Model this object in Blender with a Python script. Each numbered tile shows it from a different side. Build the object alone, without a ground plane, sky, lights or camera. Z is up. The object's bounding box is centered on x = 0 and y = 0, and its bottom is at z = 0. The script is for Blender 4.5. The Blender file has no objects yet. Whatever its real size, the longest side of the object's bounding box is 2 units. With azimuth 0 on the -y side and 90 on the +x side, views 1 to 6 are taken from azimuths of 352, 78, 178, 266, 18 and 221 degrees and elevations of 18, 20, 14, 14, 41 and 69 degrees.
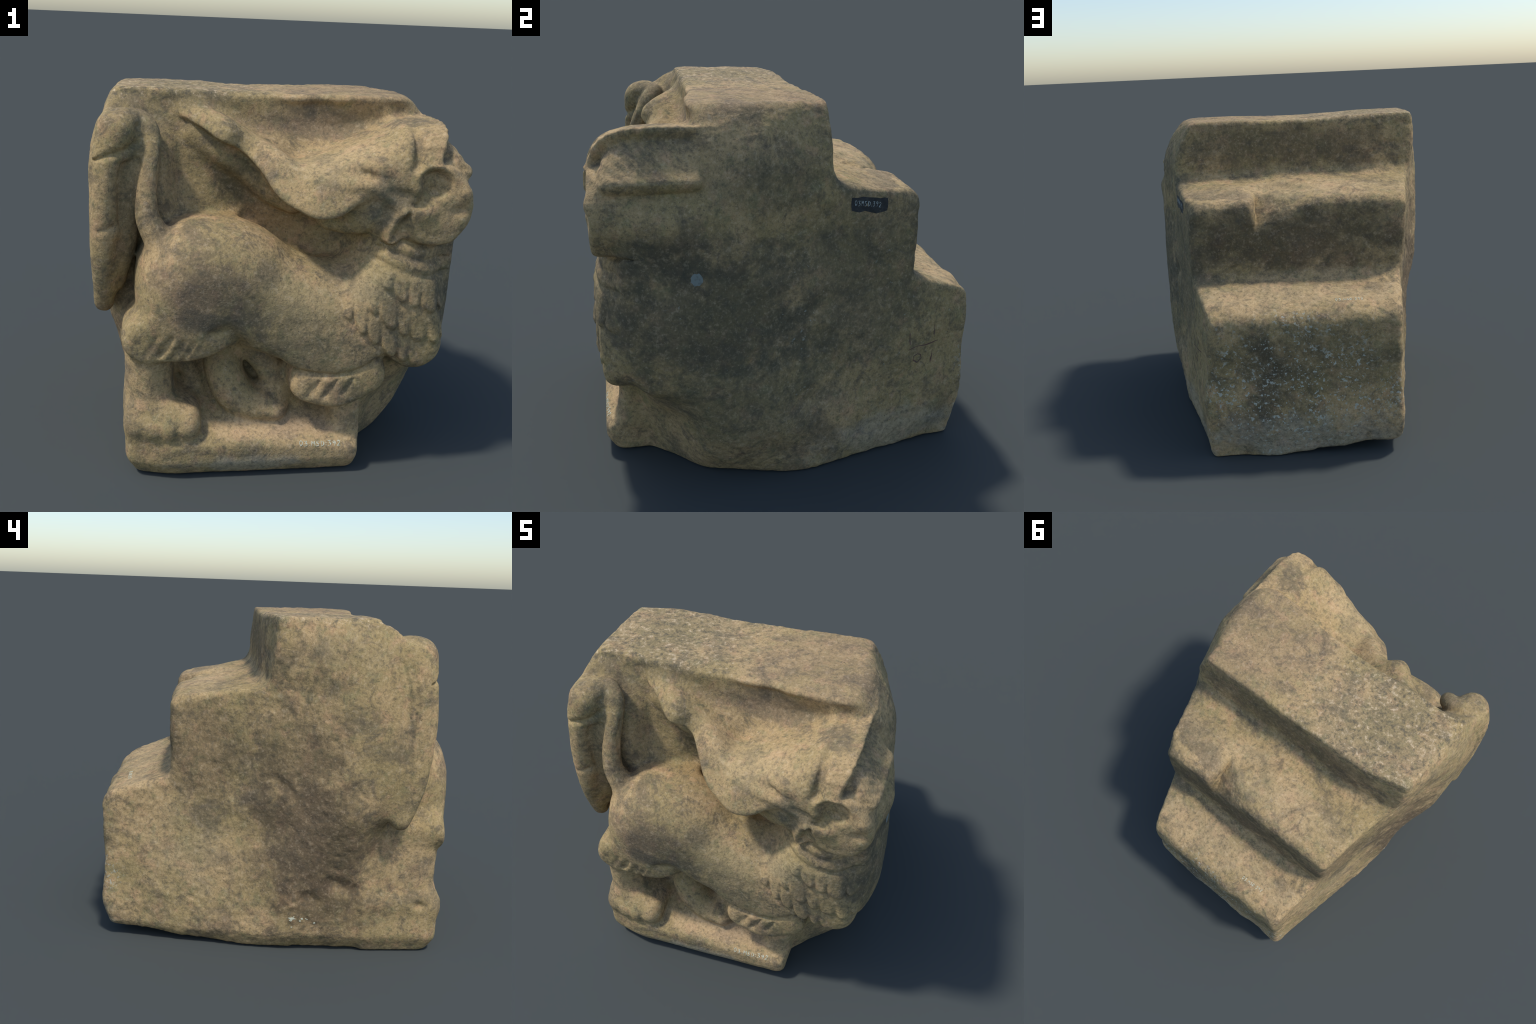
# A carved sandstone bracket: a stepped block (three steps at the back) whose
# front carries a crouching beast in high relief, head turned back over its body.
# The stone is modelled as one signed distance field built from walls, capsules,
# ellipsoids and swept strands joined smoothly, then meshed (surface nets) and cut
# into named anatomical parts that share their border vertices and normals.
import bpy, math
import numpy as np
from mathutils import Vector
from mathutils.bvhtree import BVHTree

H = 0.0075                       # grid step of the field
LO = np.array([-1.0, -1.07, -0.05])
HI = np.array([1.0, 1.06, 2.0])
N = np.ceil((HI - LO) / H).astype(int) + 1
AX = [(LO[i] + H * np.arange(N[i])).astype(np.float32) for i in range(3)]
F = np.full(N, 1.0, np.float32)
PRIMS = []                       # (name, function, low, high) for naming the parts


# ---------------------------------------------------------------- helpers
def smin(a, b, k):
    h = np.maximum(k - np.abs(a - b), 0) / k
    return np.minimum(a, b) - h * h * k * 0.25


def smax(a, b, k):
    return -smin(-a, -b, k)


def sstep(a, b, x):
    t = np.clip((x - a) / (b - a), 0, 1)
    return t * t * (3 - 2 * t)


def hermite(xs, ys, q):
    """smooth curve through control values ys (last axis) at xs, monotone slopes"""
    xs = np.asarray(xs, float)
    ys = np.asarray(ys, float)
    h = np.diff(xs)
    s = np.diff(ys, axis=-1) / h
    m = np.zeros_like(ys)
    a, b = s[..., :-1], s[..., 1:]
    same = a * b > 0
    m[..., 1:-1] = np.where(same, 2 * a * b / np.where(same, a + b, 1), 0)
    m[..., 0], m[..., -1] = s[..., 0], s[..., -1]
    q = np.clip(q, xs[0], xs[-1])
    i = np.clip(np.searchsorted(xs, q, side="right") - 1, 0, len(h) - 1)
    t = (q - xs[i]) / h[i]
    return (ys[..., i] * (1 + 2 * t) * (1 - t) ** 2 + m[..., i] * h[i] * t * (1 - t) ** 2
            + ys[..., i + 1] * t * t * (3 - 2 * t) + m[..., i + 1] * h[i] * t * t * (t - 1))


class Sheet:
    """a gently bent wall through a few control sections"""
    def __init__(s, u, v, rows):
        s.u, s.v, s.rows = u, v, np.array(rows, float)       # rows[v][u]
        s.fu = np.linspace(u[0], u[-1], 160)
        s.fv = np.linspace(v[0], v[-1], 160)
        g = hermite(u, s.rows, s.fu)
        s.g = hermite(v, g.T, s.fv).T                        # [v, u]

    def __call__(s, u, v):
        a = np.clip((u - s.fu[0]) / (s.fu[-1] - s.fu[0]) * 159, 0, 158.999)
        b = np.clip((v - s.fv[0]) / (s.fv[-1] - s.fv[0]) * 159, 0, 158.999)
        i, j = a.astype(int), b.astype(int)
        a, b = a - i, b - j
        g = s.g
        return ((g[j, i] * (1 - a) + g[j, i + 1] * a) * (1 - b)
                + (g[j + 1, i] * (1 - a) + g[j + 1, i + 1] * a) * b)


def window(lo, hi):
    a = np.clip(((np.asarray(lo) - LO) / H).astype(int) - 1, 0, N - 2)
    b = np.clip(((np.asarray(hi) - LO) / H).astype(int) + 3, a + 1, N)
    sl = tuple(slice(a[i], b[i]) for i in range(3))
    return sl, np.meshgrid(*[AX[i][sl[i]] for i in range(3)], indexing="ij", sparse=True)


def put(name, fn, lo, hi, k=0.03, cut=False):
    lo, hi = np.asarray(lo, float) - k - 0.02, np.asarray(hi, float) + k + 0.02
    sl, (x, y, z) = window(lo, hi)
    d = fn(x, y, z)
    F[sl] = smax(F[sl], -d, k) if cut else smin(F[sl], d, k)
    if not cut:
        PRIMS.append((name, fn, lo, hi))


def ell(name, c, r, rot=(0, 0, 0), k=0.03, cut=False):
    """ellipsoid; rot = degrees about x, y, z"""
    a, b, g = np.radians(rot)
    Rx = np.array([[1, 0, 0], [0, math.cos(a), -math.sin(a)], [0, math.sin(a), math.cos(a)]])
    Ry = np.array([[math.cos(b), 0, math.sin(b)], [0, 1, 0], [-math.sin(b), 0, math.cos(b)]])
    Rz = np.array([[math.cos(g), -math.sin(g), 0], [math.sin(g), math.cos(g), 0], [0, 0, 1]])
    M = (Rz @ Ry @ Rx).T
    r = np.array(r, float)

    def fn(x, y, z):
        p = [x - c[0], y - c[1], z - c[2]]
        q = [M[i, 0] * p[0] + M[i, 1] * p[1] + M[i, 2] * p[2] for i in range(3)]
        k0 = np.sqrt(sum((q[i] / r[i]) ** 2 for i in range(3)))
        k1 = np.sqrt(sum((q[i] / r[i] ** 2) ** 2 for i in range(3)))
        return k0 * (k0 - 1) / np.maximum(k1, 1e-6)
    e = np.sqrt(((M.T * r) ** 2).sum(1))
    put(name, fn, np.array(c) - e, np.array(c) + e, k, cut)


def strand(name, pts, k=0.03, cut=False, sub=5):
    """a swept strand: control points (x, y, z, radius), smooth through them"""
    P = np.array(pts, float)
    t = np.arange(len(P))
    n = (len(P) - 1) * (sub if len(P) > 2 else 1) + 1
    Q = hermite2(t, P, np.linspace(0, len(P) - 1, n)) if len(P) > 2 else P
    lo = (Q[:, :3] - Q[:, 3:]).min(0)
    hi = (Q[:, :3] + Q[:, 3:]).max(0)

    def fn(x, y, z):
        d = None
        for a, b in zip(Q[:-1], Q[1:]):
            ba = b[:3] - a[:3]
            L = max(ba @ ba, 1e-9)
            h = np.clip(((x - a[0]) * ba[0] + (y - a[1]) * ba[1] + (z - a[2]) * ba[2]) / L, 0, 1)
            e = np.sqrt((x - a[0] - h * ba[0]) ** 2 + (y - a[1] - h * ba[1]) ** 2
                        + (z - a[2] - h * ba[2]) ** 2) - (a[3] + h * (b[3] - a[3]))
            d = e if d is None else np.minimum(d, e)
        return d
    put(name, fn, lo, hi, k, cut)


def hermite2(t, P, q):
    """Catmull-Rom through control points"""
    m = np.gradient(P, axis=0)
    i = np.clip(q.astype(int), 0, len(P) - 2)
    s = (q - i)[:, None]
    return (P[i] * (1 + 2 * s) * (1 - s) ** 2 + m[i] * s * (1 - s) ** 2
            + P[i + 1] * s * s * (3 - 2 * s) + m[i + 1] * s * s * (s - 1))


def relief(name, pts, rnd, k=0.03, under=None, tilt=0):
    """a cushion of carved stone: an outline swept in the x-z plane (x, z, radius, front y)
    with its rim rounded over by rnd towards the flat front (under = rounding of its lower rim)"""
    P = np.array(pts, float)
    n = (len(P) - 1) * 5 + 1
    Q = hermite2(np.arange(len(P)), P, np.linspace(0, len(P) - 1, n))
    lo = np.array([(Q[:, 0] - Q[:, 2]).min(), Q[:, 3].min(), (Q[:, 1] - Q[:, 2]).min()])
    hi = np.array([(Q[:, 0] + Q[:, 2]).max(), -.46, (Q[:, 1] + Q[:, 2]).max()])

    def fn(x, y, z):
        d, f, w, ws = None, 0, 0, 0
        for a, b in zip(Q[:-1], Q[1:]):
            ba = b[:2] - a[:2]
            h = np.clip(((x - a[0]) * ba[0] + (z - a[1]) * ba[1]) / max(ba @ ba, 1e-9), 0, 1)
            r = a[2] + h * (b[2] - a[2])
            ez = z - a[1] - h * ba[1]
            e = np.sqrt((x - a[0] - h * ba[0]) ** 2 + ez ** 2) - r
            g = np.exp(np.clip(-e / .025, -30, 30))
            f, w, ws = f + g * (a[3] + h * (b[3] - a[3]) + tilt * ez), w + g * ez / r, ws + g
            d = e if d is None else np.minimum(d, e)
        f, w = f / ws, w / ws
        kk = rnd if under is None else under + (rnd - under) * sstep(-.7, .5, w)
        return smax(smax(d, f - y, kk), y + .46, .02)
    put(name, fn, lo, hi, k)


def engrave(pts, depth, face="front", reach=(-2, 2), flat=False):
    """press a stroke (a, b, width) into the surface (depth < 0 raises it); the stroke is drawn
    on the front (a, b = x, z) or on the right side (a, b = y, z)"""
    P = np.array(pts, float)
    Q = hermite2(np.arange(len(P)), P, np.linspace(0, len(P) - 1, (len(P) - 1) * 5 + 1)) if len(P) > 2 else P
    if len(P) == 1:
        Q = np.concatenate([P, P + [[1e-4, 0, 0]]])
    m = Q[:, 2].max() * 2.4
    i = 0 if face == "front" else 1      # left = the other end wall
    lo, hi = np.zeros(3), np.zeros(3)
    lo[i], hi[i] = Q[:, 0].min() - m, Q[:, 0].max() + m
    lo[2], hi[2] = Q[:, 1].min() - m, Q[:, 1].max() + m
    j = 1 - i
    lo[j], hi[j] = (-1.1, -.45) if face == "front" else ((.3, 1.0) if face == "right" else (-1.0, -.6))
    lo[j], hi[j] = max(lo[j], reach[0]), min(hi[j], reach[1])
    sl, (x, y, z) = window(lo, hi)
    u = x if i == 0 else y
    best = None
    for a, b in zip(Q[:-1], Q[1:]):
        ba = b[:2] - a[:2]
        h = np.clip(((u - a[0]) * ba[0] + (z - a[1]) * ba[1]) / max(ba @ ba, 1e-9), 0, 1)
        e = np.sqrt((u - a[0] - h * ba[0]) ** 2 + (z - a[1] - h * ba[1]) ** 2) / (a[2] + h * (b[2] - a[2]))
        best = e if best is None else np.minimum(best, e)
    amount = depth * (1 - sstep(.55, 1.25, best) if flat else np.exp(-best * best))
    F[sl] += amount * ((sstep(-.60, -.78, y) if reach[1] > 1 else sstep(-.56, -.68, y)) if j == 1 else 1) + 0 * (x + y)


# ---------------------------------------------------------------- value noise
class Noise:
    def __init__(s, seed, n=32):
        s.n, s.t = n, np.random.default_rng(seed).uniform(-1, 1, (n, n, n))

    def __call__(s, p):
        i = np.floor(p).astype(int)
        f = p - i
        f = f * f * (3 - 2 * f)
        i %= s.n
        j = (i + 1) % s.n
        t = s.t
        out = 0
        for a in (0, 1):
            for b in (0, 1):
                for c in (0, 1):
                    w = ((f[:, 0] if a else 1 - f[:, 0]) * (f[:, 1] if b else 1 - f[:, 1])
                         * (f[:, 2] if c else 1 - f[:, 2]))
                    out = out + w * t[(j if a else i)[:, 0], (j if b else i)[:, 1], (j if c else i)[:, 2]]
        return out


# ---------------------------------------------------------------- the stepped block
YS_R = [-0.85, -0.65, -0.48, -0.3, 0.0, 0.25, 0.55, 0.95]
ZS_R = [0, 0.15, 0.32, 0.45, 0.6, 0.9, 1.2, 1.4, 1.5, 1.6, 1.75, 1.92]
RIGHT = Sheet(YS_R, ZS_R, [
    [0.36, 0.50, 0.66, 0.72, 0.77, 0.71, 0.63, 0.54],
    [0.40, 0.55, 0.76, 0.80, 0.79, 0.74, 0.66, 0.575],
    [0.46, 0.63, 0.83, 0.865, 0.82, 0.735, 0.665, 0.57],
    [0.58, 0.76, 0.87, 0.88, 0.80, 0.725, 0.66, 0.56],
    [0.82, 0.88, 0.90, 0.89, 0.80, 0.72, 0.66, 0.55],
    [0.86, 0.91, 0.91, 0.88, 0.79, 0.72, 0.65, 0.54],
    [0.86, 0.89, 0.90, 0.87, 0.775, 0.71, 0.65, 0.54],
    [0.89, 0.93, 0.90, 0.86, 0.77, 0.715, 0.64, 0.54],
    [0.84, 0.88, 0.88, 0.86, 0.775, 0.715, 0.65, 0.54],
    [0.70, 0.74, 0.84, 0.85, 0.765, 0.70, 0.64, 0.54],
    [0.58, 0.62, 0.79, 0.80, 0.72, 0.67, 0.62, 0.54],
    [0.54, 0.58, 0.65, 0.67, 0.63, 0.61, 0.60, 0.54]])
YS_L = [-0.75, -0.58, -0.4, -0.1, 0.12, 0.35, 0.6, 0.97]
ZS_L = [0, 0.12, 0.4, 0.7, 0.9, 1.2, 1.5, 1.75, 1.92]
LEFT = Sheet(YS_L, ZS_L, [
    [-0.68, -0.69, -0.69, -0.68, -0.66, -0.62, -0.57, -0.49],
    [-0.70, -0.74, -0.76, -0.755, -0.72, -0.675, -0.62, -0.54],
    [-0.66, -0.71, -0.78, -0.775, -0.72, -0.665, -0.61, -0.55],
    [-0.64, -0.765, -0.85, -0.785, -0.71, -0.66, -0.605, -0.54],
    [-0.85, -0.885, -0.90, -0.795, -0.72, -0.66, -0.605, -0.54],
    [-0.91, -0.92, -0.905, -0.802, -0.735, -0.675, -0.63, -0.54],
    [-0.92, -0.91, -0.90, -0.81, -0.75, -0.69, -0.64, -0.55],
    [-0.87, -0.87, -0.87, -0.83, -0.785, -0.69, -0.62, -0.55],
    [-0.79, -0.80, -0.80, -0.80, -0.785, -0.68, -0.62, -0.55]])
XS_F = [-0.95, -0.74, -0.61, -0.48, -0.2, 0.1, 0.3, 0.45, 0.6, 0.8, 0.95]
ZS_F = [0, 0.2, 0.45, 0.7, 0.95, 1.2, 1.3, 1.5, 1.6, 1.75, 1.83, 1.868]
FRONT = Sheet(XS_F, ZS_F, [
    [-.60, -.70, -.70, -.70, -.70, -.70, -.72, -.72, -.62, -.56, -.56],
    [-.60, -.70, -.68, -.66, -.68, -.70, -.72, -.76, -.66, -.60, -.56],
    [-.55, -.68, -.62, -.60, -.64, -.68, -.72, -.80, -.78, -.74, -.66],
    [-.52, -.60, -.58, -.58, -.60, -.64, -.70, -.82, -.86, -.84, -.74],
    [-.66, -.56, -.56, -.56, -.56, -.60, -.66, -.82, -.88, -.88, -.80],
    [-.70, -.60, -.67, -.64, -.57, -.58, -.64, -.80, -.88, -.88, -.84],
    [-.70, -.64, -.695, -.625, -.56, -.57, -.61, -.78, -.88, -.88, -.84],
    [-.70, -.67, -.675, -.555, -.54, -.56, -.58, -.66, -.76, -.84, -.84],
    [-.70, -.66, -.64, -.545, -.53, -.55, -.57, -.60, -.66, -.72, -.76],
    [-.66, -.59, -.53, -.505, -.495, -.485, -.495, -.51, -.55, -.60, -.60],
    [-.58, -.53, -.50, -.49, -.495, -.475, -.50, -.53, -.54, -.54, -.54],
    [-.46, -.485, -.49, -.485, -.485, -.495, -.525, -.545, -.55, -.55, -.55]])


def block(x, y, z):
    side = smax(x - RIGHT(y + 0 * z, z + 0 * y), LEFT(y + 0 * z, z + 0 * y) - x, 0.05)
    side = smax(side, FRONT(x + 0 * z, z + .012 * np.sin(x * 9) + .006 * np.sin(x * 23)) - .006 * np.sin(x * 14 + 1) - y, 0.04)
    lift = 0.08 * sstep(0.1, 0.95, y) * sstep(0.35, -0.6, x) - 0.015
    side = smax(side, lift - z, 0.05)
    back1 = 0.986 - 0.012 * sstep(-0.5, 0.6, x) - 0.018 * sstep(.25, .5, x) - 0.05 * sstep(0.25, 0.0, z)
    low = smax(y - back1, z - (0.878 + 0.33 * (0.95 - y)), 0.075)
    mid = smax(y - (0.600 - 0.0 * x), z - (1.440 - 0.006 * x + 0.016 * (1 - (x / .65) ** 2) + 0.17 * (0.6 - y)), 0.06)
    top = smax(y - (0.098 + 0.05 * (1.9 - z) - 0.045 * sstep(-.5, -.82, x)), z - (1.892 - 0.008 * x - 0.014 * np.exp(-((x + .05) / .32) ** 2)), 0.025)
    st = smin(smin(low, mid, 0.06), top, 0.075)
    return smax(side, st, 0.035)


def cleave(lo, hi, *planes, k=0.015):
    """break stone away where it lies on the outer side of every plane (normal, point)"""
    def fn(x, y, z):
        d = None
        for nrm, p in planes:
            nrm = np.array(nrm, float) / np.linalg.norm(nrm)
            e = -((x - p[0]) * nrm[0] + (y - p[1]) * nrm[1] + (z - p[2]) * nrm[2])
            d = e if d is None else np.maximum(d, e)
        return d
    put("", fn, lo, hi, k, True)


sl, (X, Y, Z) = window(LO, HI)
F[sl] = block(X, Y, Z)
# broken corner on the edge of the middle step
cleave((-.1, .35, 1.15), (.32, .75, 1.6), ((.48, .80, .90), (.20, .415, 1.462)), ((-1, .12, .15), (.262, .6, 1.40)), k=.03)
ell("", (.16, .36, 1.515), (.16, .08, .05), (0, 0, 12), .02, True)
ell("", (.02, .42, 1.505), (.08, .07, .035), (0, 0, 0), .02, True)
ell("", (.69, .61, 1.46), (.09, .10, .08), (0, 0, 0), .05, True)   # worn outer corner of the middle step
# nibbled edges of the steps
chips = np.random.default_rng(21)
for y0, z0, n in ((1.0, .885, 16), (.61, 1.46, 12), (.125, 1.895, 12), (.98, .02, 8)):
    for _ in range(n):
        x0, r = chips.uniform(-.6, .56), chips.uniform(.02, .05)
        ell("", (x0, y0 + r * .25, z0 + r * .3), (r * chips.uniform(1, 2.2), r * .8, r * .8), (chips.uniform(-30, 30), 0, chips.uniform(-20, 20)), .03, True)
# gouges in the left wall
strand("", [(-.765, .07, 1.035, .012), (-.79, .0, 1.005, .022), (-.81, -.06, .95, .014)], 0.04, True)
ell("", (-.74, .17, .96), (.03, .025, .02), (0, 0, 0), .02, True)
ell("", (-.80, -.18, .34), (.035, .06, .03), (25, 0, 0), .05, True)
ell("", (-.80, -.36, .42), (.035, .08, .03), (20, 0, 0), .05, True)
# hole and shallow dents in the right wall
ell("", (.885, -.25, 1.29), (.04, .022, .013), (0, 0, 0), .008, True)
ell("", (.93, -.70, 1.12), (.035, .11, .09), (0, 0, 0), .03, True)
ell("", (.80, .13, .95), (.035, .13, .06), (30, 0, 0), .05, True)

# ---------------------------------------------------------------- plinth
def slope(x, y):
    return np.maximum(0, y + 0.97) * 0.50 + 0.010 * sstep(0.1, -0.7, x)
def plinth(x, y, z):
    d = smax(x - (0.432 - 0.1 * np.maximum(0, 0.12 - z)), -0.765 + 0.04 * sstep(0.12, 0.0, z) - x, 0.06)
    d = smax(d, (-0.985 + 0.05 * sstep(0.10, -0.02, z) + .05 * sstep(-.5, -.78, x)) - y, 0.06)
    d = smax(d, y + 0.5, 0.02)
    d = smax(d, z - (0.200 - .035 * sstep(.1, .45, x) + slope(x, y)), 0.045)
    return smax(d, -0.008 - z, 0.04)
put("plinth", plinth, (-.77, -.98, 0), (.44, -.5, .45), 0.04)

# ---------------------------------------------------------------- tail
strand("tail", [(-.55, -.79, 1.12, .085), (-.60, -.775, 1.21, .072), (-.650, -.765, 1.32, .058),
                (-.652, -.738, 1.47, .052), (-.634, -.700, 1.60, .052), (-.643, -.645, 1.705, .051),
                (-.69, -.61, 1.752, .052), (-.75, -.63, 1.735, .07)], 0.025)
strand("tail_tuft", [(-.785, -.68, 1.705, .105), (-.83, -.70, 1.56, .088), (-.845, -.72, 1.38, .078),
                     (-.855, -.715, 1.2, .070), (-.86, -.70, 1.05, .064), (-.865, -.67, .92, .055),
                     (-.870, -.64, .84, .05)], 0.05)
strand("tail_tuft", [(-.725, -.66, 1.62, .07), (-.735, -.655, 1.45, .075), (-.77, -.64, 1.2, .078),
                     (-.82, -.62, .95, .06)], 0.04)
engrave([(-.72, 1.655, .014), (-.755, 1.632, .018), (-.83, 1.607, .016), (-.89, 1.58, .008)], .017, reach=(-2, -.5))
engrave([(-.70, 1.735, .014), (-.71, 1.67, .016)], .014, reach=(-2, -.5))
engrave([(-.765, 1.56, .02), (-.79, 1.42, .03), (-.81, 1.27, .025)], .014, reach=(-2, -.5))
engrave([(-.82, 1.265, .014), (-.875, 1.245, .012)], .009, reach=(-2, -.5))
engrave([(-.80, 1.18, .02), (-.825, 1.0, .02)], .012)

for i in range(6):               # combed hairs of the tuft, running onto the end wall
    y0 = -.53 - .042 * i
    engrave([(y0 + .03, 1.72 - .02 * i, .010), (y0 - .01, 1.50, .013), (y0 + .01, 1.30, .012), (y0 + .05, 1.08 + .02 * i, .009)], .0065, "left")

# ---------------------------------------------------------------- torso and hind leg
relief("torso", [(-.42, 1.0, .275, -.98), (-.25, .99, .300, -.985), (-.08, .925, .268, -.968), (.10, .855, .268, -.972), (.34, .815, .268, -.975)], .31, 0.035, .16)
relief("hind_leg", [(-.405, .99, .312, -.992), (-.44, .88, .265, -.978), (-.46, .80, .17, -.955)], .33, 0.03, .16)
relief("hind_leg", [(-.665, .745, .112, -.932), (-.53, .765, .130, -.952), (-.40, .80, .135, -.953), (-.34, .83, .11, -.94)], .09, 0.04, .03)
relief("hind_leg", [(-.64, .66, .125, -.935), (-.645, .50, .120, -.925), (-.635, .36, .130, -.925)], .16, 0.03)
strand("", [(-.14, -.585, 1.26, .035), (.03, -.615, 1.19, .05), (.18, -.65, 1.13, .045)], 0.06, True)
for gx, gz, w, dp in ((-.61, .765, .016, .006), (-.545, .762, .019, .013), (-.481, .75, .019, .013), (-.436, .742, .015, .010), (-.39, .745, .012, .004)):
    engrave([(gx + .004, gz + .006, w * .6), (gx - .018, gz - .04, w), (gx - .048, gz - .09, w * .8)], dp)
engrave([(-.34, .79, .03), (-.27, .80, .045), (-.19, .72, .03)], .022)
relief("hind_paw", [(-.675, .315, .10, -.925), (-.56, .308, .095, -.958), (-.46, .30, .076, -.968)], .09, 0.03)
for cx, cy, cz in ((-.705, -.905, .27), (-.63, -.932, .268), (-.55, -.942, .266), (-.46, -.94, .268)):
    ell("hind_paw", (cx, cy, cz), (.056, .046, .053), (0, 0, 0), 0.05)
for cx in (-.675, -.592, -.505):
    engrave([(cx, .29, .012), (cx + .004, .245, .020)], .007)
ell("", (-.80, -.82, .305), (.04, .035, .02), (0, 0, 0), .03, True)
# the far hind leg, seen under the belly, and the folds of stone behind it
relief("far_hind_leg", [(-.29, .70, .09, -.79), (-.275, .62, .09, -.775), (-.27, .53, .095, -.85), (-.225, .40, .10, -.865), (-.14, .325, .095, -.89), (-.005, .305, .075, -.915)], .12, 0.03)
strand("far_foreleg", [(-.14, -.71, .66, .07), (-.03, -.72, .51, .075), (.05, -.73, .38, .075), (.10, -.73, .28, .07)], 0.06)
strand("far_foreleg", [(-.48, -.60, .50, .05), (-.42, -.63, .42, .05), (-.37, -.67, .30, .05)], 0.05)

# ---------------------------------------------------------------- chest, neck, foreleg
relief("chest", [(.575, .97, .225, -.975), (.61, .86, .205, -.980), (.685, .715, .150, -.97)], .15, 0.06, .08)
relief("neck", [(.51, .93, .235, -.965), (.585, 1.13, .222, -.966), (.60, 1.32, .21, -.965)], .28, 0.07)
relief("foreleg", [(.16, .495, .105, -.955), (.29, .485, .118, -.978), (.44, .545, .11, -.970)], .09, 0.03, .05)
relief("foreleg", [(.14, .70, .14, -.968), (.30, .69, .13, -.975), (.48, .77, .13, -.98)], .08, 0.03)
engrave([(.075, .575, .010), (.19, .556, .014), (.30, .552, .015), (.42, .59, .015), (.53, .66, .012)], .011)
for gx, gz, dp in ((.20, .52, .010), (.288, .525, .013), (.37, .535, .011)):
    engrave([(gx, gz, .010), (gx - .03, gz - .045, .017), (gx - .055, gz - .082, .013)], dp)
relief("forepaw", [(.35, .42, .10, -.90), (.365, .30, .085, -.91), (.36, .2, .09, -.93)], .08, 0.03)

# ---------------------------------------------------------------- head
relief("upper_jaw", [(-.455, 1.79, .032, -.53), (-.37, 1.765, .048, -.61), (-.275, 1.718, .055, -.71), (-.17, 1.662, .050, -.665),
                     (-.06, 1.585, .068, -.785), (.03, 1.502, .092, -.862), (.13, 1.47, .105, -.915), (.20, 1.478, .105, -.93)], .07, 0.06, .035, .45)
strand("upper_jaw", [(-.42, -.52, 1.68, .04), (-.30, -.55, 1.60, .055), (-.17, -.555, 1.52, .06), (-.04, -.58, 1.42, .065), (.08, -.62, 1.36, .06)], 0.06)
relief("head", [(.18, 1.475, .102, -.922), (.29, 1.525, .102, -.945), (.40, 1.575, .105, -.978), (.50, 1.57, .14, -.965), (.60, 1.54, .16, -.955)], .22, 0.07, .06, .3)
relief("jaw", [(.235, 1.318, .060, -.835), (.33, 1.36, .11, -.915), (.43, 1.42, .14, -.955), (.52, 1.36, .14, -.955)], .10, 0.04)
ell("", (.15, -.80, 1.17), (.10, .12, .04), (0, -8, 0), .03, True)

def crown(x):                    # top line of the turned head, rising from the muzzle to the hair
    return hermite([-.05, .13, .25, .38, .50, .60, .80], [1.57, 1.585, 1.622, 1.676, 1.742, 1.797, 1.815], x)


def hair_band(scale, x0, xe, z0, soft=.02):
    """a band of the head: an arc in the y-z plane under the top line, reaching to the edge xe(z)"""
    def fn(x, y, z):
        rz = (crown(x) - 1.42) * scale
        n = 4.2
        ry = hermite([.05, .13, .25, .37, .55, .8], [.25, .285, .325, .370, .394, .395], x)
        q = (np.abs(y + .61) / (ry * scale)) ** n + (np.maximum(z - 1.42, 0) / rz) ** n
        d = (q ** (1 / n) - 1) * np.minimum(rz, .37)
        return smax(smax(smax(d, x - xe(z), soft), x0 - x, .04), z0 - z, .03)
    return fn


def swell(z):                    # outline of the lower tier of hair, seen from the front
    return hermite([1.45, 1.515, 1.55, 1.585, 1.63, 1.70, 1.76, 1.81], [.79, .825, .872, .89, .85, .795, .745, .70], z)


put("crest", hair_band(1.0, .12, lambda z: .598, 1.5), (.1, -1.0, 1.45), (.62, -.3, 1.83), 0.03)
put("hair", hair_band(.98, .5, lambda z: .768 - .40 * (1.81 - z), 1.5), (.5, -1.0, 1.45), (.80, -.3, 1.83), 0.012)
put("hair", lambda x, y, z: smax(smax(hair_band(.86, .5, lambda z: 9, 1.5)(x, y, z), x - swell(z), .06), y + .50, .05),
    (.5, -1.0, 1.45), (.95, -.45, 1.83), 0.012)
strand("", [(.606, -.56, 1.820, .012), (.604, -.72, 1.812, .014), (.602, -.85, 1.782, .014), (.598, -.945, 1.71, .014), (.588, -.990, 1.61, .014)], 0.045, True)
# eye, brow and cheek
engrave([(.352, 1.570, .018), (.385, 1.562, .020)], .014)
engrave([(.33, 1.575, .045), (.40, 1.560, .050)], .009)
engrave([(.29, 1.61, .04), (.345, 1.625, .045), (.41, 1.605, .04)], -.010)
engrave([(.30, 1.53, .03), (.36, 1.525, .03)], -.006)
engrave([(.46, 1.54, .045), (.50, 1.46, .045)], .010)
# ear with its hollow and curls
relief("ear", [(.700, 1.500, .128, -.985), (.755, 1.42, .132, -.998), (.71, 1.355, .142, -.988)], .05, 0.03)
engrave([(.588, 1.504, .022), (.577, 1.557, .022), (.610, 1.605, .022), (.67, 1.622, .022), (.75, 1.592, .024), (.81, 1.55, .026), (.85, 1.50, .03)], -.008)
engrave([(.668, 1.548, .062), (.695, 1.532, .064)], .028, flat=True)
engrave([(.66, 1.485, .034), (.63, 1.452, .026), (.597, 1.432, .016)], .018)
engrave([(.573, 1.469, .024)], -.006)
engrave([(.66, 1.37, .06), (.70, 1.34, .06)], -.010)
engrave([(.826, 1.487, .035)], -.010)
engrave([(.825, 1.418, .026), (.795, 1.408, .026)], .014)
engrave([(.545, 1.402, .016), (.505, 1.345, .019), (.482, 1.28, .019), (.489, 1.240, .017), (.535, 1.243, .014)], -.013)
engrave([(.562, 1.39, .009), (.540, 1.335, .010), (.524, 1.285, .013)], .015)
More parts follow.
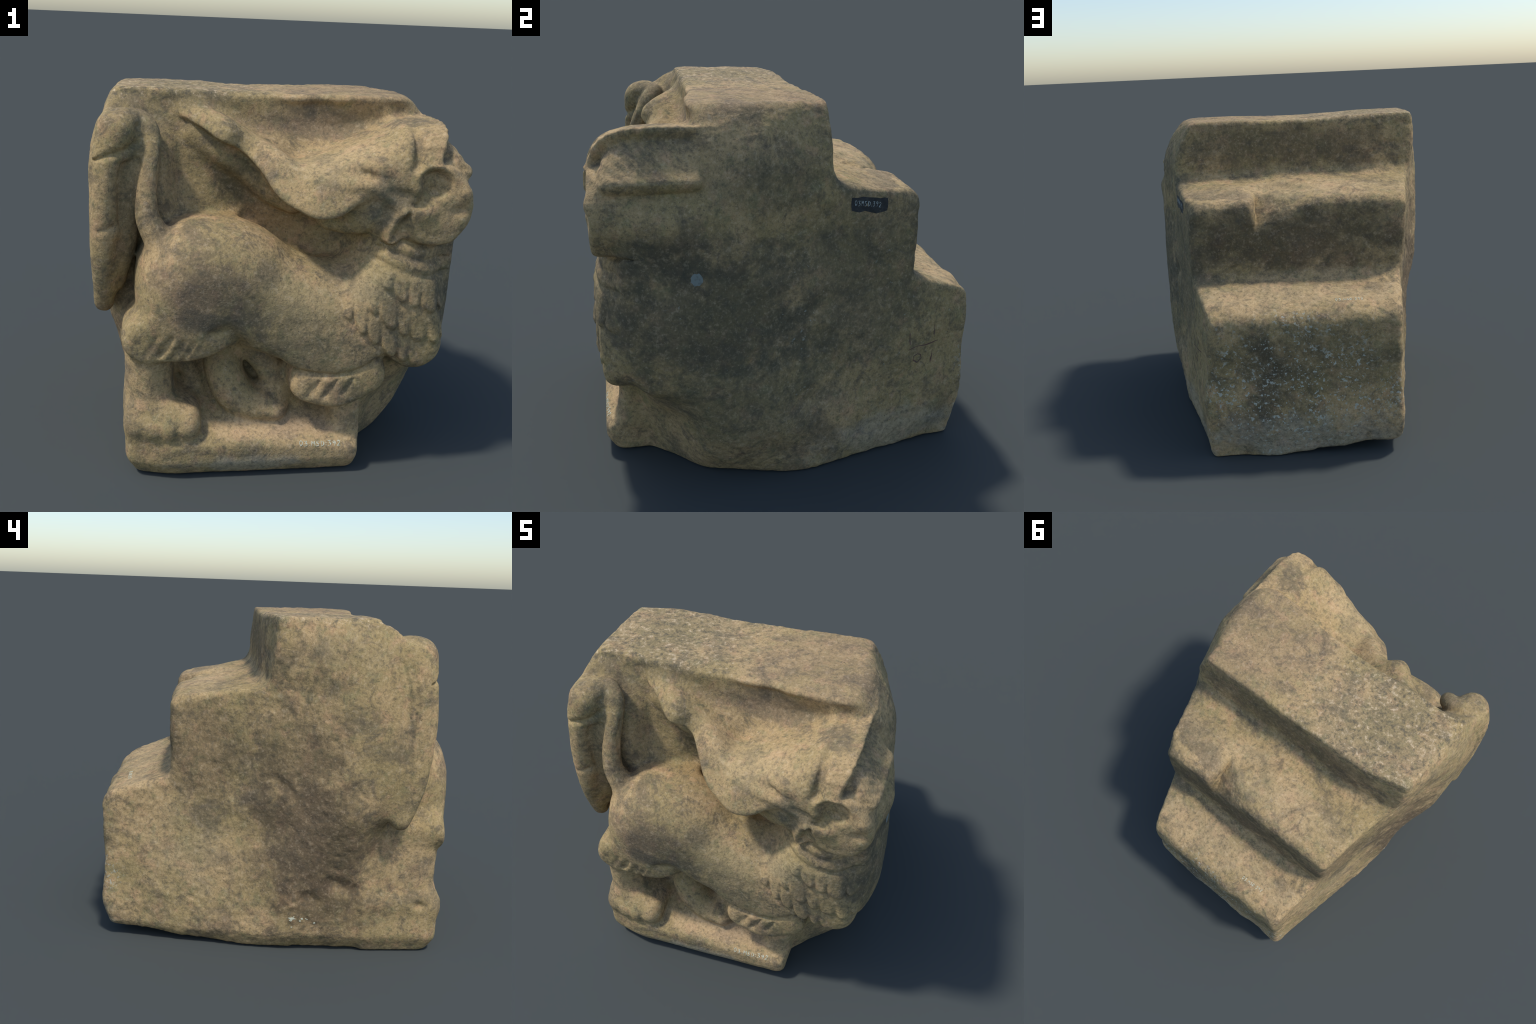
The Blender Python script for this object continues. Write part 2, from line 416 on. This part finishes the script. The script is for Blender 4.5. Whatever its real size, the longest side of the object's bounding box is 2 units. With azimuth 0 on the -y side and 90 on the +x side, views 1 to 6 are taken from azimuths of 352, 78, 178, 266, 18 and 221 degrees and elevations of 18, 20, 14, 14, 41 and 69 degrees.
engrave([(.47, 1.235, .008), (.505, 1.222, .010), (.561, 1.252, .012), (.63, 1.230, .014), (.709, 1.220, .015), (.80, 1.235, .012), (.86, 1.25, .006)], .018)
engrave([(.47, 1.40, .02), (.455, 1.32, .02), (.455, 1.25, .016)], .008)
# soft collar rolls under the jaw
engrave([(.46, 1.212, .010), (.539, 1.186, .016), (.631, 1.158, .018), (.721, 1.147, .018), (.79, 1.149, .012), (.83, 1.15, .006)], .010)
engrave([(.44, 1.155, .010), (.558, 1.104, .020), (.685, 1.069, .022), (.79, 1.075, .014), (.84, 1.08, .006)], .010)


# mane: three rows of hanging locks, each row lapping over the one below
def mane(tips, start, pitch, lift, end=.82):
    sl, (x, y, z) = window((.25, -1.1, .5), (.95, -.5, 1.2))
    tx, tz = zip(*tips)
    u = (x - start) / pitch + .12 * np.sin(x * 31)
    s = np.abs(u - np.floor(u) - .5) * 2
    t = z - hermite(tx, tz, x) - .034 * s ** 2 + .15 * (x - start - pitch * (np.floor(u) + .5))
    m = sstep(tx[0] - .03, tx[0] + .03, x - .25 * np.maximum(t, 0)) * sstep(end + .06, end - .06, x) * sstep(-.6, -.75, y)
    one = .75 + .5 * np.sin(np.floor(u) * 5.3 + start * 40) ** 2
    up = sstep(-.012, .018, t) * np.exp(-np.maximum(t, 0) / .075)
    F[sl] -= m * lift * (one * up * (1 - .9 * s ** 3) - .35 * np.exp(-((t - .02) / .045) ** 2) * s ** 4
                         - .3 * np.exp(-(t / .018 + .8) ** 2))


mane([(.30, .875), (.385, .79), (.475, .713), (.557, .65), (.677, .606), (.85, .60)], .335, .078, .016, .68)
mane([(.40, .93), (.48, .85), (.563, .793), (.69, .73), (.77, .72), (.88, .73)], .385, .084, .015)
mane([(.46, 1.04), (.52, .99), (.588, .944), (.69, .90), (.765, .888), (.88, .89)], .44, .080, .014)
PRIMS.append(("mane", lambda x, y, z: np.maximum(np.maximum(.33 + .35 * np.maximum(0, z - .87) - x, (.89 - .76 * (x - .33)) - z),
              np.maximum(z - 1.09, y + .80)) + 0 * z - .02, np.array([.3, -1.1, .5]), np.array([.95, -.7, 1.12])))


# ---------------------------------------------------------------- meshing (surface nets)
def surface_nets(F):
    n = np.array(F.shape)
    inside = F < 0
    c = np.zeros(n - 1, np.int8)
    for a in (0, 1):
        for b in (0, 1):
            for d in (0, 1):
                c += inside[a:n[0] - 1 + a, b:n[1] - 1 + b, d:n[2] - 1 + d]
    act = np.argwhere((c > 0) & (c < 8))
    idx = -np.ones(n - 1, np.int32)
    idx[tuple(act.T)] = np.arange(len(act))
    acc, cnt = np.zeros((len(act), 3)), np.zeros(len(act))
    corner = [(a, b, d) for a in (0, 1) for b in (0, 1) for d in (0, 1)]
    val = {q: F[act[:, 0] + q[0], act[:, 1] + q[1], act[:, 2] + q[2]] for q in corner}
    for p in corner:
        for ax in range(3):
            if p[ax] == 0:
                q = list(p); q[ax] = 1; q = tuple(q)
                m = (val[p] < 0) != (val[q] < 0)
                t = np.where(m, val[p] / np.where(m, val[p] - val[q], 1), 0)
                w = np.tile(np.array(p, float), (len(act), 1))
                w[:, ax] += t
                acc[m] += w[m]
                cnt[m] += 1
    v = LO + H * (act + acc / cnt[:, None])
    quads = []
    for ax in range(3):
        o = [(ax + 1) % 3, (ax + 2) % 3]
        a = inside
        s0 = [slice(1, -1)] * 3; s0[ax] = slice(0, -1)
        s1 = [slice(1, -1)] * 3; s1[ax] = slice(1, None)
        A, B = a[tuple(s0)], a[tuple(s1)]
        for flip, m in ((0, A & ~B), (1, ~A & B)):
            e = np.argwhere(m)
            off = np.ones(3, int); off[ax] = 0
            e = e + off
            def at(i, j):
                q = e.copy(); q[:, o[0]] -= i; q[:, o[1]] -= j
                return idx[q[:, 0], q[:, 1], q[:, 2]]
            f = np.stack([at(1, 1), at(0, 1), at(0, 0), at(1, 0)], 1)
            quads.append(f[:, ::-1] if flip else f)
    return v, np.concatenate(quads)


V, Q = surface_nets(F)


def vert_normals(V):
    a, b, c, d = (V[Q[:, i]] for i in range(4))
    fn = np.cross(c - a, d - b)
    n = np.zeros_like(V)
    for i in range(4):
        for k in range(3):
            n[:, k] += np.bincount(Q[:, i], fn[:, k], len(V))
    return n / np.maximum(np.linalg.norm(n, axis=1, keepdims=True), 1e-9)


def relax(V, times, lam):
    for _ in range(times):
        s, c = np.zeros_like(V), np.zeros(len(V))
        for i in range(4):
            a, b = Q[:, i], Q[:, (i + 1) % 4]
            for k in range(3):
                s[:, k] += np.bincount(a, V[b, k], len(V)) + np.bincount(b, V[a, k], len(V))
            c += np.bincount(a, minlength=len(V)) + np.bincount(b, minlength=len(V))
        V = V + lam * (s / c[:, None] - V)
    return V


# drop stray islands: keep the largest connected piece
def biggest(V, Q):
    lab = np.arange(len(V))
    while True:
        m = lab[Q].min(1)
        new = lab.copy()
        for i in range(4):
            np.minimum.at(new, Q[:, i], m)
        new = new[new]
        if (new == lab).all():
            break
        lab = new
    keep = lab == np.bincount(lab).argmax()
    ren = np.cumsum(keep) - 1
    return V[keep], ren[Q[keep[Q[:, 0]]]]


V, Q = biggest(V, Q)
V = relax(V, 2, 0.5)
n0 = vert_normals(V)
big, mid_, fine = Noise(3), Noise(5), Noise(8)
wall = np.ones(len(V))
wall *= sstep(-.55, -.3, V[:, 1]) * .85 + .15          # hewn faces are rougher than the carving
rear = sstep(.85, .95, V[:, 1])
disp = (wall * (0.008 * big(V * 5.5) + 0.0035 * mid_(V * 13 + 7)) + rear * .010 * big(V * (9, 9, 6) + 4)
        + (0.0006 + .0022 * wall) * mid_(V * 34 + 3) + (.0006 + .0006 * wall) * fine(V * 80))
ang = np.arctan2(V[:, 2] - 1.40, -(V[:, 1] + .55))
comb = sstep(.60, .63, V[:, 0]) * sstep(.92, .86, V[:, 0]) * sstep(1.54, 1.60, V[:, 2]) * sstep(-.50, -.56, V[:, 1])
disp += comb * .0016 * np.sin(ang * 62 + 1.5 * big(V * 7)) 
V = V + n0 * disp[:, None]
V[:, 2] = np.where(V[:, 2] < .012, .012 * np.exp((V[:, 2] - .012) / .012), V[:, 2])   # worn flat where it rests
V[:, 2] -= V[:, 2].min()
NRM = vert_normals(V)

# ---------------------------------------------------------------- naming the parts
C = V[Q].mean(1)
names = ["block"] + sorted({p[0] for p in PRIMS})
best = np.full(len(C), 0.012)
lab = np.zeros(len(C), int)
bl = block(C[:, 0], C[:, 1], C[:, 2])
best = np.minimum(best, bl + 0.004)
for nm, fn, lo, hi in PRIMS:
    m = np.flatnonzero(((C > lo) & (C < hi)).all(1))
    d = fn(C[m, 0], C[m, 1], C[m, 2])
    w = d < best[m]
    best[m[w]] = d[w]
    lab[m[w]] = names.index(nm)
# smooth the labels along the surface (majority of the corner vertices' faces)
for _ in range(6):
    cnt = np.zeros((len(V), len(names)), np.float32)
    for i in range(4):
        np.add.at(cnt, (Q[:, i], lab), 1)
    lab = sum(cnt[Q[:, i]] for i in range(4)).argmax(1)


# ---------------------------------------------------------------- materials
class Nodes:
    def __init__(s, name):
        s.m = bpy.data.materials.new(name)
        s.m.use_nodes = True
        s.t = s.m.node_tree
        s.b = s.t.nodes["Principled BSDF"]
        s.co = s.n("TexCoord").outputs["Object"]

    def n(s, kind, **kw):
        nd = s.t.nodes.new("ShaderNode" + kind)
        for a, b in kw.items():
            setattr(nd, a, b)
        return nd

    def set(s, sock, v):
        if isinstance(v, bpy.types.NodeSocket):
            s.t.links.new(v, sock)
        else:
            sock.default_value = v

    def noise(s, scale, detail=3, rough=.55, co=None, dist=0):
        nd = s.n("TexNoise")
        s.set(nd.inputs["Vector"], co or s.co)
        nd.inputs["Scale"].default_value = scale
        nd.inputs["Detail"].default_value = detail
        nd.inputs["Roughness"].default_value = rough
        nd.inputs["Distortion"].default_value = dist
        return nd.outputs["Fac"]

    def ramp(s, fac, a, b, smooth=True):
        nd = s.n("MapRange", interpolation_type="SMOOTHSTEP" if smooth else "LINEAR")
        s.set(nd.inputs["Value"], fac)
        nd.inputs["From Min"].default_value = a
        nd.inputs["From Max"].default_value = b
        return nd.outputs["Result"]

    def math(s, op, a, b=0.0):
        nd = s.n("Math", operation=op)
        s.set(nd.inputs[0], a)
        s.set(nd.inputs[1], b)
        return nd.outputs[0]

    def mix(s, fac, a, b, mode="MIX"):
        nd = s.n("Mix", data_type="RGBA", blend_type=mode)
        s.set(nd.inputs[0], fac)
        for sock, v in ((nd.inputs[6], a), (nd.inputs[7], b)):
            s.set(sock, v if isinstance(v, bpy.types.NodeSocket) else (*v, 1))
        return nd.outputs[2]


def stone():
    s = Nodes("weathered_sandstone")
    xyz = s.n("SeparateXYZ")
    s.set(xyz.inputs[0], s.co)

    def patch(c, r, rag=.6, lo=.45, hi=1.4, sc=8):
        """an irregular patch of colour about c with radii r"""
        sub = s.n("VectorMath", operation="SUBTRACT")
        s.set(sub.inputs[0], s.co)
        sub.inputs[1].default_value = c
        div = s.n("VectorMath", operation="DIVIDE")
        s.set(div.inputs[0], sub.outputs[0])
        div.inputs[1].default_value = r
        ln = s.n("VectorMath", operation="LENGTH")
        s.set(ln.inputs[0], div.outputs[0])
        d = s.math("ADD", ln.outputs["Value"], s.math("MULTIPLY", s.math("SUBTRACT", s.noise(sc, 5, .65), .5), rag * 4))
        return s.ramp(d, hi, lo)

    def tint(base, fac, k, col, mode="MIX"):
        return s.mix(s.math("MULTIPLY", fac, k), base, col, mode)

    base = s.mix(s.ramp(s.noise(2.6, 4), .38, .62), (.385, .305, .150), (.47, .355, .185))
    # clouds of pinker and greener stone
    base = tint(base, s.ramp(s.noise(11, 4, .6), .52, .68), .45, (.52, .345, .195))
    base = tint(base, s.ramp(s.noise(15, 4, .6, None, .3), .53, .68), .55, (.29, .265, .135))
    # broad dark patches
    base = tint(base, s.ramp(s.noise(4.2, 7, .70, None, .6), .48, .64), .62, (.185, .155, .100))
    base = tint(base, s.ramp(s.noise(10, 6, .72, None, .8), .52, .66), .55, (.150, .130, .092))
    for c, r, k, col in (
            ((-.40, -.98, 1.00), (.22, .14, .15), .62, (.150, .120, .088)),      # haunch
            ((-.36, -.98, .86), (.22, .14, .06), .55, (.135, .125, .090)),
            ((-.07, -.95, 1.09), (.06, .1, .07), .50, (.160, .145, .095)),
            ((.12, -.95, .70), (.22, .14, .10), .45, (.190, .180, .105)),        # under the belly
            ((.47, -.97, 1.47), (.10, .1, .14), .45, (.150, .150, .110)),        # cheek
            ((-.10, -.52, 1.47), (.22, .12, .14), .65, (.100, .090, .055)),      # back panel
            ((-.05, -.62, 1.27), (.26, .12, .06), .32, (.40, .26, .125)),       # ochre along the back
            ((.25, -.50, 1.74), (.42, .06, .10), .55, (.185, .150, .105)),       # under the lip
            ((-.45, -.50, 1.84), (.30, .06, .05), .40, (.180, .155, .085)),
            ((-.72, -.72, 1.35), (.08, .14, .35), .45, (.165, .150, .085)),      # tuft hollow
            ((-.82, -.12, .70), (.14, .48, .42), .70, (.140, .108, .072)),       # left wall
            ((-.80, -.25, .30), (.14, .30, .20), .55, (.120, .092, .058)),
            ((-.78, -.10, 1.15), (.12, .50, .25), .45, (.170, .135, .080)),
            ((-.64, .40, 1.10), (.12, .20, .30), .45, (.165, .130, .078)),
            ((.05, .60, 1.22), (.72, .07, .20), .66, (.090, .078, .052)),        # middle riser, its shade painted in as mottled dark
            ((.00, .12, 1.72), (.78, .05, .13), .55, (.125, .108, .068)),        # upper riser, colour darkened for the shadow on its face
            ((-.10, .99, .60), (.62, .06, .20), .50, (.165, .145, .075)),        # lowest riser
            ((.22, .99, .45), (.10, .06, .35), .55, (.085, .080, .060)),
            ((.86, -.45, .95), (.25, .50, .32), .62, (.105, .105, .075)),        # right wall: five patches tinted down for the side facing away from the sun
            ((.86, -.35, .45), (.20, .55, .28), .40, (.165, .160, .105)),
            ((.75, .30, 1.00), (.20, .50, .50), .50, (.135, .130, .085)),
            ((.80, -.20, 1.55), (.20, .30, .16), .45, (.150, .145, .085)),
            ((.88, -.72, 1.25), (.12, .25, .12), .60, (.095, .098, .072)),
            ((-.45, -.10, 1.89), (.45, .45, .05), .35, (.235, .210, .130)),      # lichen on the top
            ((.45, -.15, 1.88), (.32, .45, .05), .40, (.300, .225, .135))):
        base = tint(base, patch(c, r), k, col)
    # lighter patches
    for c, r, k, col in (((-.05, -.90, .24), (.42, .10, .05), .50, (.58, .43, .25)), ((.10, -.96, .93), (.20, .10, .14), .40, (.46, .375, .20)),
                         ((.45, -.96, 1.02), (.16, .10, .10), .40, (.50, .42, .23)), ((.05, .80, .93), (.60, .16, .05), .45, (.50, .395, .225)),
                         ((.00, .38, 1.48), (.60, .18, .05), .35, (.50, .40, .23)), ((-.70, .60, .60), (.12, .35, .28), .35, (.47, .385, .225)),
                         ((-.72, -.35, 1.72), (.20, .30, .12), .35, (.47, .375, .22)), ((.20, -.80, 1.58), (.22, .20, .10), .35, (.47, .385, .205))):
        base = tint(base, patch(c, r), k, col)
    # pale chalky runs low on the back and on the plinth
    for c, r, k in (((.0, .97, .10), (.60, .10, .16), .50), ((.72, .55, .12), (.25, .45, .14), .35), ((-.15, -.98, .07), (.32, .05, .05), .45)):
        base = tint(base, patch(c, r), k, (.40, .385, .30))
    # granular speckle, coarser and stronger on the top slab
    coarse = s.noise(34, 5, .72)
    topz = s.math("MULTIPLY", s.ramp(xyz.outputs["Z"], 1.84, 1.88), s.ramp(xyz.outputs["X"], .25, -.35))
    base = tint(base, s.ramp(coarse, .50, .66), s.math("MULTIPLY", s.math("ADD", .48, s.math("MULTIPLY", topz, .35)), 1), (.155, .140, .095))
    base = tint(base, s.ramp(coarse, .47, .34), s.math("ADD", .25, s.math("MULTIPLY", topz, .4)), (.62, .51, .33))
    grain = s.noise(80, 5, .75)
    base = tint(base, s.ramp(grain, .51, .67), .42, (.125, .108, .070))
    base = tint(base, s.ramp(grain, .46, .32), .28, (.62, .51, .34))
    speck = s.noise(150, 3, .7)
    base = tint(base, s.ramp(speck, .56, .68), .22, (.10, .088, .058))
    gam = s.n("Gamma")
    s.set(gam.inputs[0], base)
    gam.inputs[1].default_value = 1.30
    base = s.mix(1.0, gam.outputs[0], (1.30, 1.30, 1.50), "MULTIPLY")
    # small dark pits
    pits = s.n("TexVoronoi")
    s.set(pits.inputs["Vector"], s.co)
    pits.inputs["Scale"].default_value = 26
    base = tint(base, s.math("MULTIPLY", s.ramp(pits.outputs["Distance"], .13, .05), s.ramp(s.noise(9, 2), .5, .6)), .65, (.075, .065, .045))
    # white splashes: dense on the lowest riser, sparse on the right wall
    spl = s.math("ADD", s.noise(46, 4, .66), s.math("MULTIPLY", s.noise(7, 2), .20))
    for c, r, cut, k in (((.05, .99, .40), (.52, .09, .36), .685, .95), ((.40, .99, .20), (.25, .09, .30), .715, .8), ((.80, .10, .60), (.25, .95, .60), .79, .55)):
        fl = s.math("MULTIPLY", s.ramp(spl, cut, cut + .022), patch(c, r, .7, .5, 1.5, 4))
        base = tint(base, fl, k, (.47, .48, .40))
    dots = s.math("MULTIPLY", s.ramp(s.noise(90, 2, .5), .66, .70), patch((.0, .99, .34), (.58, .09, .40), .8, .5, 1.5, 5))
    base = tint(base, dots, .85, (.42, .43, .36))
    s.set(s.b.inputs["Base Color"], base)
    s.b.inputs["Roughness"].default_value = .92
    s.b.inputs["Specular IOR Level"].default_value = .2
    bump = s.n("Bump")
    bump.inputs["Strength"].default_value = .5
    bump.inputs["Distance"].default_value = .006
    s.set(bump.inputs["Height"], s.math("ADD", s.noise(75, 4, .65), s.math("MULTIPLY", coarse, .6)))
    s.set(s.b.inputs["Normal"], bump.outputs[0])
    return s.m


def paint_material(name, col, wear, rough=.8):
    s = Nodes(name)
    s.set(s.b.inputs["Base Color"], s.mix(s.math("MULTIPLY", s.ramp(s.noise(60, 3), .45, .65), .6), col, wear))
    s.b.inputs["Roughness"].default_value = rough
    return s.m


STONE = stone()

# ---------------------------------------------------------------- objects
root = bpy.data.objects.new("stone_bracket", None)
bpy.context.scene.collection.objects.link(root)
root["label"] = "weathered sandstone bracket carved with crouching beast, stepped back"
root["category"] = "stone carving"
UNDER = {"hind_paw": "hind_leg", "forepaw": "foreleg", "ear": "head", "brow": "head", "hair": "head",
         "upper_jaw": "head", "jaw": "head", "crest": "head", "tail_tuft": "tail", "mane": "chest"}
made = {}


def mesh_object(name, V, faces, normals=None, mat=STONE):
    me = bpy.data.meshes.new(name)
    me.vertices.add(len(V))
    me.vertices.foreach_set("co", np.asarray(V, np.float32).ravel())
    faces = np.asarray(faces)
    w = faces.shape[1]
    me.loops.add(faces.size)
    me.loops.foreach_set("vertex_index", faces.astype(np.int32).ravel())
    me.polygons.add(len(faces))
    me.polygons.foreach_set("loop_start", np.arange(0, faces.size, w, dtype=np.int32))
    me.polygons.foreach_set("loop_total", np.full(len(faces), w, np.int32))
    me.update(calc_edges=True)
    me.polygons.foreach_set("use_smooth", np.ones(len(faces), bool))
    if normals is not None:
        me.normals_split_custom_set_from_vertices([tuple(q) for q in normals])
    me.materials.append(mat)
    ob = bpy.data.objects.new(name, me)
    bpy.context.scene.collection.objects.link(ob)
    return ob


for i, nm in enumerate(names):
    f = Q[lab == i]
    if not len(f):
        continue
    used = np.unique(f)
    ren = np.zeros(len(V), int)
    ren[used] = np.arange(len(used))
    made[nm] = mesh_object(nm, V[used], ren[f], NRM[used])
for nm, ob in made.items():
    ob.parent = made.get(UNDER.get(nm), root)
print("parts", {k: len(o.data.polygons) for k, o in made.items()})


# ---------------------------------------------------------------- painted marks
TREE = BVHTree.FromPolygons([tuple(v) for v in V], [tuple(q) for q in Q.tolist()])
WHITE = paint_material("white_paint", (.62, .62, .47), (.40, .36, .24))
CHALK = paint_material("pale_paint", (.40, .44, .42), (.22, .23, .20))
SPOT = paint_material("grey_lichen", (.22, .25, .23), (.14, .15, .13), .9)
BLACK = paint_material("black_paint", (.020, .022, .024), (.045, .045, .04), .6)
RED = paint_material("faded_red_paint", (.13, .060, .050), (.12, .105, .078))


def lay(name, pts, faces, origin, u, v, out, mat, lift=.0016, parent=None):
    """lay flat outlines on the stone: (a, b) -> origin + a u + b v, dropped along -out"""
    origin, u, v, out = (Vector(q) for q in (origin, u, v, out))
    top, low = [], []
    for a, b in pts:
        p = origin + u * a + v * b
        hit, nrm, _, _ = TREE.ray_cast(p + out * .5, -out)
        if hit is None:
            hit, nrm = p, out
        top.append(hit + nrm * lift)
        low.append(hit - nrm * .002)
    n = len(top)
    edges = {}
    for f in faces:
        for a, b in zip(f, f[1:] + f[:1]):
            edges[(a, b)] = edges.get((a, b), 0) + 1
    rim = [(a, b) for a, b in edges if (b, a) not in edges]
    me = bpy.data.meshes.new(name)
    me.from_pydata([tuple(q) for q in top + low], [], [list(f) for f in faces] + [[a + n for a in f][::-1] for f in faces]
                   + [[b, a, a + n, b + n] for a, b in rim])
    me.materials.append(mat)
    ob = bpy.data.objects.new(name, me)
    bpy.context.scene.collection.objects.link(ob)
    ob.parent = parent or root
    return ob


def stroke(pts, w, taper=.5):
    """a hand-painted stroke as a ribbon of quads"""
    P = np.array(pts, float)
    t = np.linspace(0, len(P) - 1, (len(P) - 1) * 6 + 1)
    C2 = np.stack([np.interp(t, range(len(P)), P[:, k]) for k in (0, 1)], 1)
    d = np.gradient(C2, axis=0)
    nn = np.stack([-d[:, 1], d[:, 0]], 1) / np.linalg.norm(d, axis=1, keepdims=True)
    ww = w * (.75 + .35 * np.sin(t * 2.3 + P[0, 0] * 90)) * (1 - taper * np.abs(np.linspace(-1, 1, len(t))) ** 3)
    v = np.concatenate([C2 + nn * ww[:, None] / 2, C2 - nn * ww[:, None] / 2])
    n = len(t)
    return [tuple(q) for q in v], [(i, i + n, i + n + 1, i + 1) for i in range(n - 1)]


def lay_strokes(name, strokes, w, *frame, **kw):
    pts, faces = [], []
    for st in strokes:
        p, f = stroke(st, w)
        faces += [tuple(i + len(pts) for i in q) for q in f]
        pts += p
    return lay(name, pts, faces, *frame, **kw)


GLYPH = {                        # hand-painted characters in a cell one unit high
    "0": [[(.30, 1), (.10, .75), (.05, .4), (.25, 0), (.50, .25), (.55, .65), (.30, 1)]],
    "3": [[(.05, .95), (.50, 1), (.25, .60), (.50, .45), (.45, .12), (.05, .0)]],
    "2": [[(.05, .75), (.25, 1), (.50, .80), (.30, .40), (.02, .02), (.55, .06)]],
    "9": [[(.50, .70), (.25, .55), (.08, .80), (.30, 1), (.50, .75), (.40, .3), (.25, 0)]],
    "M": [[(.02, 0), (.12, 1), (.32, .5), (.52, 1), (.62, .05)]],
    "S": [[(.50, .95), (.15, .85), (.15, .6), (.45, .4), (.42, .1), (.02, .02)]],
    "D": [[(.08, 0), (.10, 1)], [(.10, 1), (.50, .8), (.52, .35), (.08, 0)]],
    ".": [[(.05, .02), (.14, .08)]],
    ":": [[(.05, .15), (.14, .2)], [(.06, .62), (.14, .68)]]}


def write(text, height, advance=.78):
    out, x = [], 0
    r = np.random.default_rng(len(text))
    for ch in text:
        dy = r.uniform(-.08, .08)
        for st in GLYPH[ch]:
            out.append([((x + a) * height, (b + dy) * height) for a, b in st])
        x += .38 if ch in ".:" else advance
    return out, x * height


def inscription(name, text, start, end, up, out, height, w, mat, parent, lift=.0016):
    """write from start to end along the stone"""
    start, end = Vector(start), Vector(end)
    st, length = write(text, height)
    k = (end - start).length / length
    st = [[(a * k, b) for a, b in q] for q in st]
    return lay_strokes(name, st, w, start, (end - start).normalized(), up, Vector(out).normalized(), mat, parent=parent, lift=lift)


blk = made["block"]
inscription("painted_inscription", "03.MSD:392", (.112, -.97, .162), (.338, -.97, .153), (0, .35, .94), (0, -.9, .45), .026, .0048, WHITE, made["plinth"])
inscription("painted_inscription", "03.MSD.392", (-.185, .868, .95), (-.35, .862, .95), (0, -1, 0), (0, 0, 1), .020, .0042, WHITE, blk)
# black label on the right wall with the same number
plq = [(.205, 1.452), (.235, 1.448), (.265, 1.450), (.297, 1.444), (.33, 1.440), (.36, 1.432), (.385, 1.434), (.402, 1.428), (.406, 1.40),
       (.402, 1.368), (.37, 1.362), (.341, 1.360), (.31, 1.370), (.278, 1.380), (.25, 1.376), (.225, 1.383), (.206, 1.390), (.202, 1.42)]
m = len(plq) // 2
grid = []
for i in range(m):
    a, b = np.array(plq[i]), np.array(plq[len(plq) - 1 - i])
    grid += [tuple(a + (b - a) * t / 4) for t in range(5)]
lay("black_label", grid, [(i * 5 + j, i * 5 + j + 1, i * 5 + j + 6, i * 5 + j + 5) for i in range(m - 1) for j in range(4)],
    (.8, 0, 0), (0, 1, 0), (0, 0, 1), (1, 0, 0), BLACK, lift=.0012, parent=blk)
inscription("label_inscription", "03MSD.392", (.8, .220, 1.412), (.8, .372, 1.388), (0, 0, 1), (1, 0, 0), .025, .0034, CHALK, blk, lift=.0026)
# faded red numerals
lay_strokes("red_inscription", [[(.589, .687), (.593, .65), (.595, .620)], [(.588, .590), (.64, .602), (.70, .598), (.777, .607)],
                                [(.744, .706), (.742, .67), (.745, .645)], [(.646, .557), (.625, .545), (.623, .525), (.651, .504), (.674, .525), (.668, .548), (.646, .557)],
                                [(.747, .557), (.742, .52), (.736, .488)]], .0065, (.8, 0, 0), (0, 1, 0), (0, 0, 1), (1, 0, 0), RED, parent=blk, lift=.0008)
# round pale spot on the right wall, splashes of paint on the left
disc = [(0, 0)] + [(.027 * (1 + .18 * math.sin(3.1 * k)) * math.cos(k * math.pi / 8), .030 * (1 + .12 * math.cos(2.3 * k)) * math.sin(k * math.pi / 8)) for k in range(16)]
lay("pale_spot", disc, [(0, i + 1, (i + 1) % 16 + 1) for i in range(16)], (.9, -.544, 1.155), (0, 1, 0), (0, 0, 1), (1, 0, 0), SPOT, lift=.001, parent=blk)
lay_strokes("paint_splash", [[(-.108, .232), (-.096, .219), (-.082, .205)], [(-.075, .222), (-.096, .219), (-.118, .214)], [(-.092, .23), (-.096, .219), (-.090, .20)],
                             [(-.138, .208), (-.146, .200)], [(-.146, .220), (-.158, .214)], [(-.172, .218), (-.186, .210)], [(-.218, .188), (-.230, .192)], [(-.092, .163), (-.100, .163)]],
            .010, (-.75, 0, 0), (0, 1, 0), (0, 0, 1), (-1, 0, 0), WHITE, parent=blk)

print("lowest y at", V[V[:, 1].argmin()], "highest x", V[V[:, 0].argmax()], "lowest x", V[V[:, 0].argmin()])
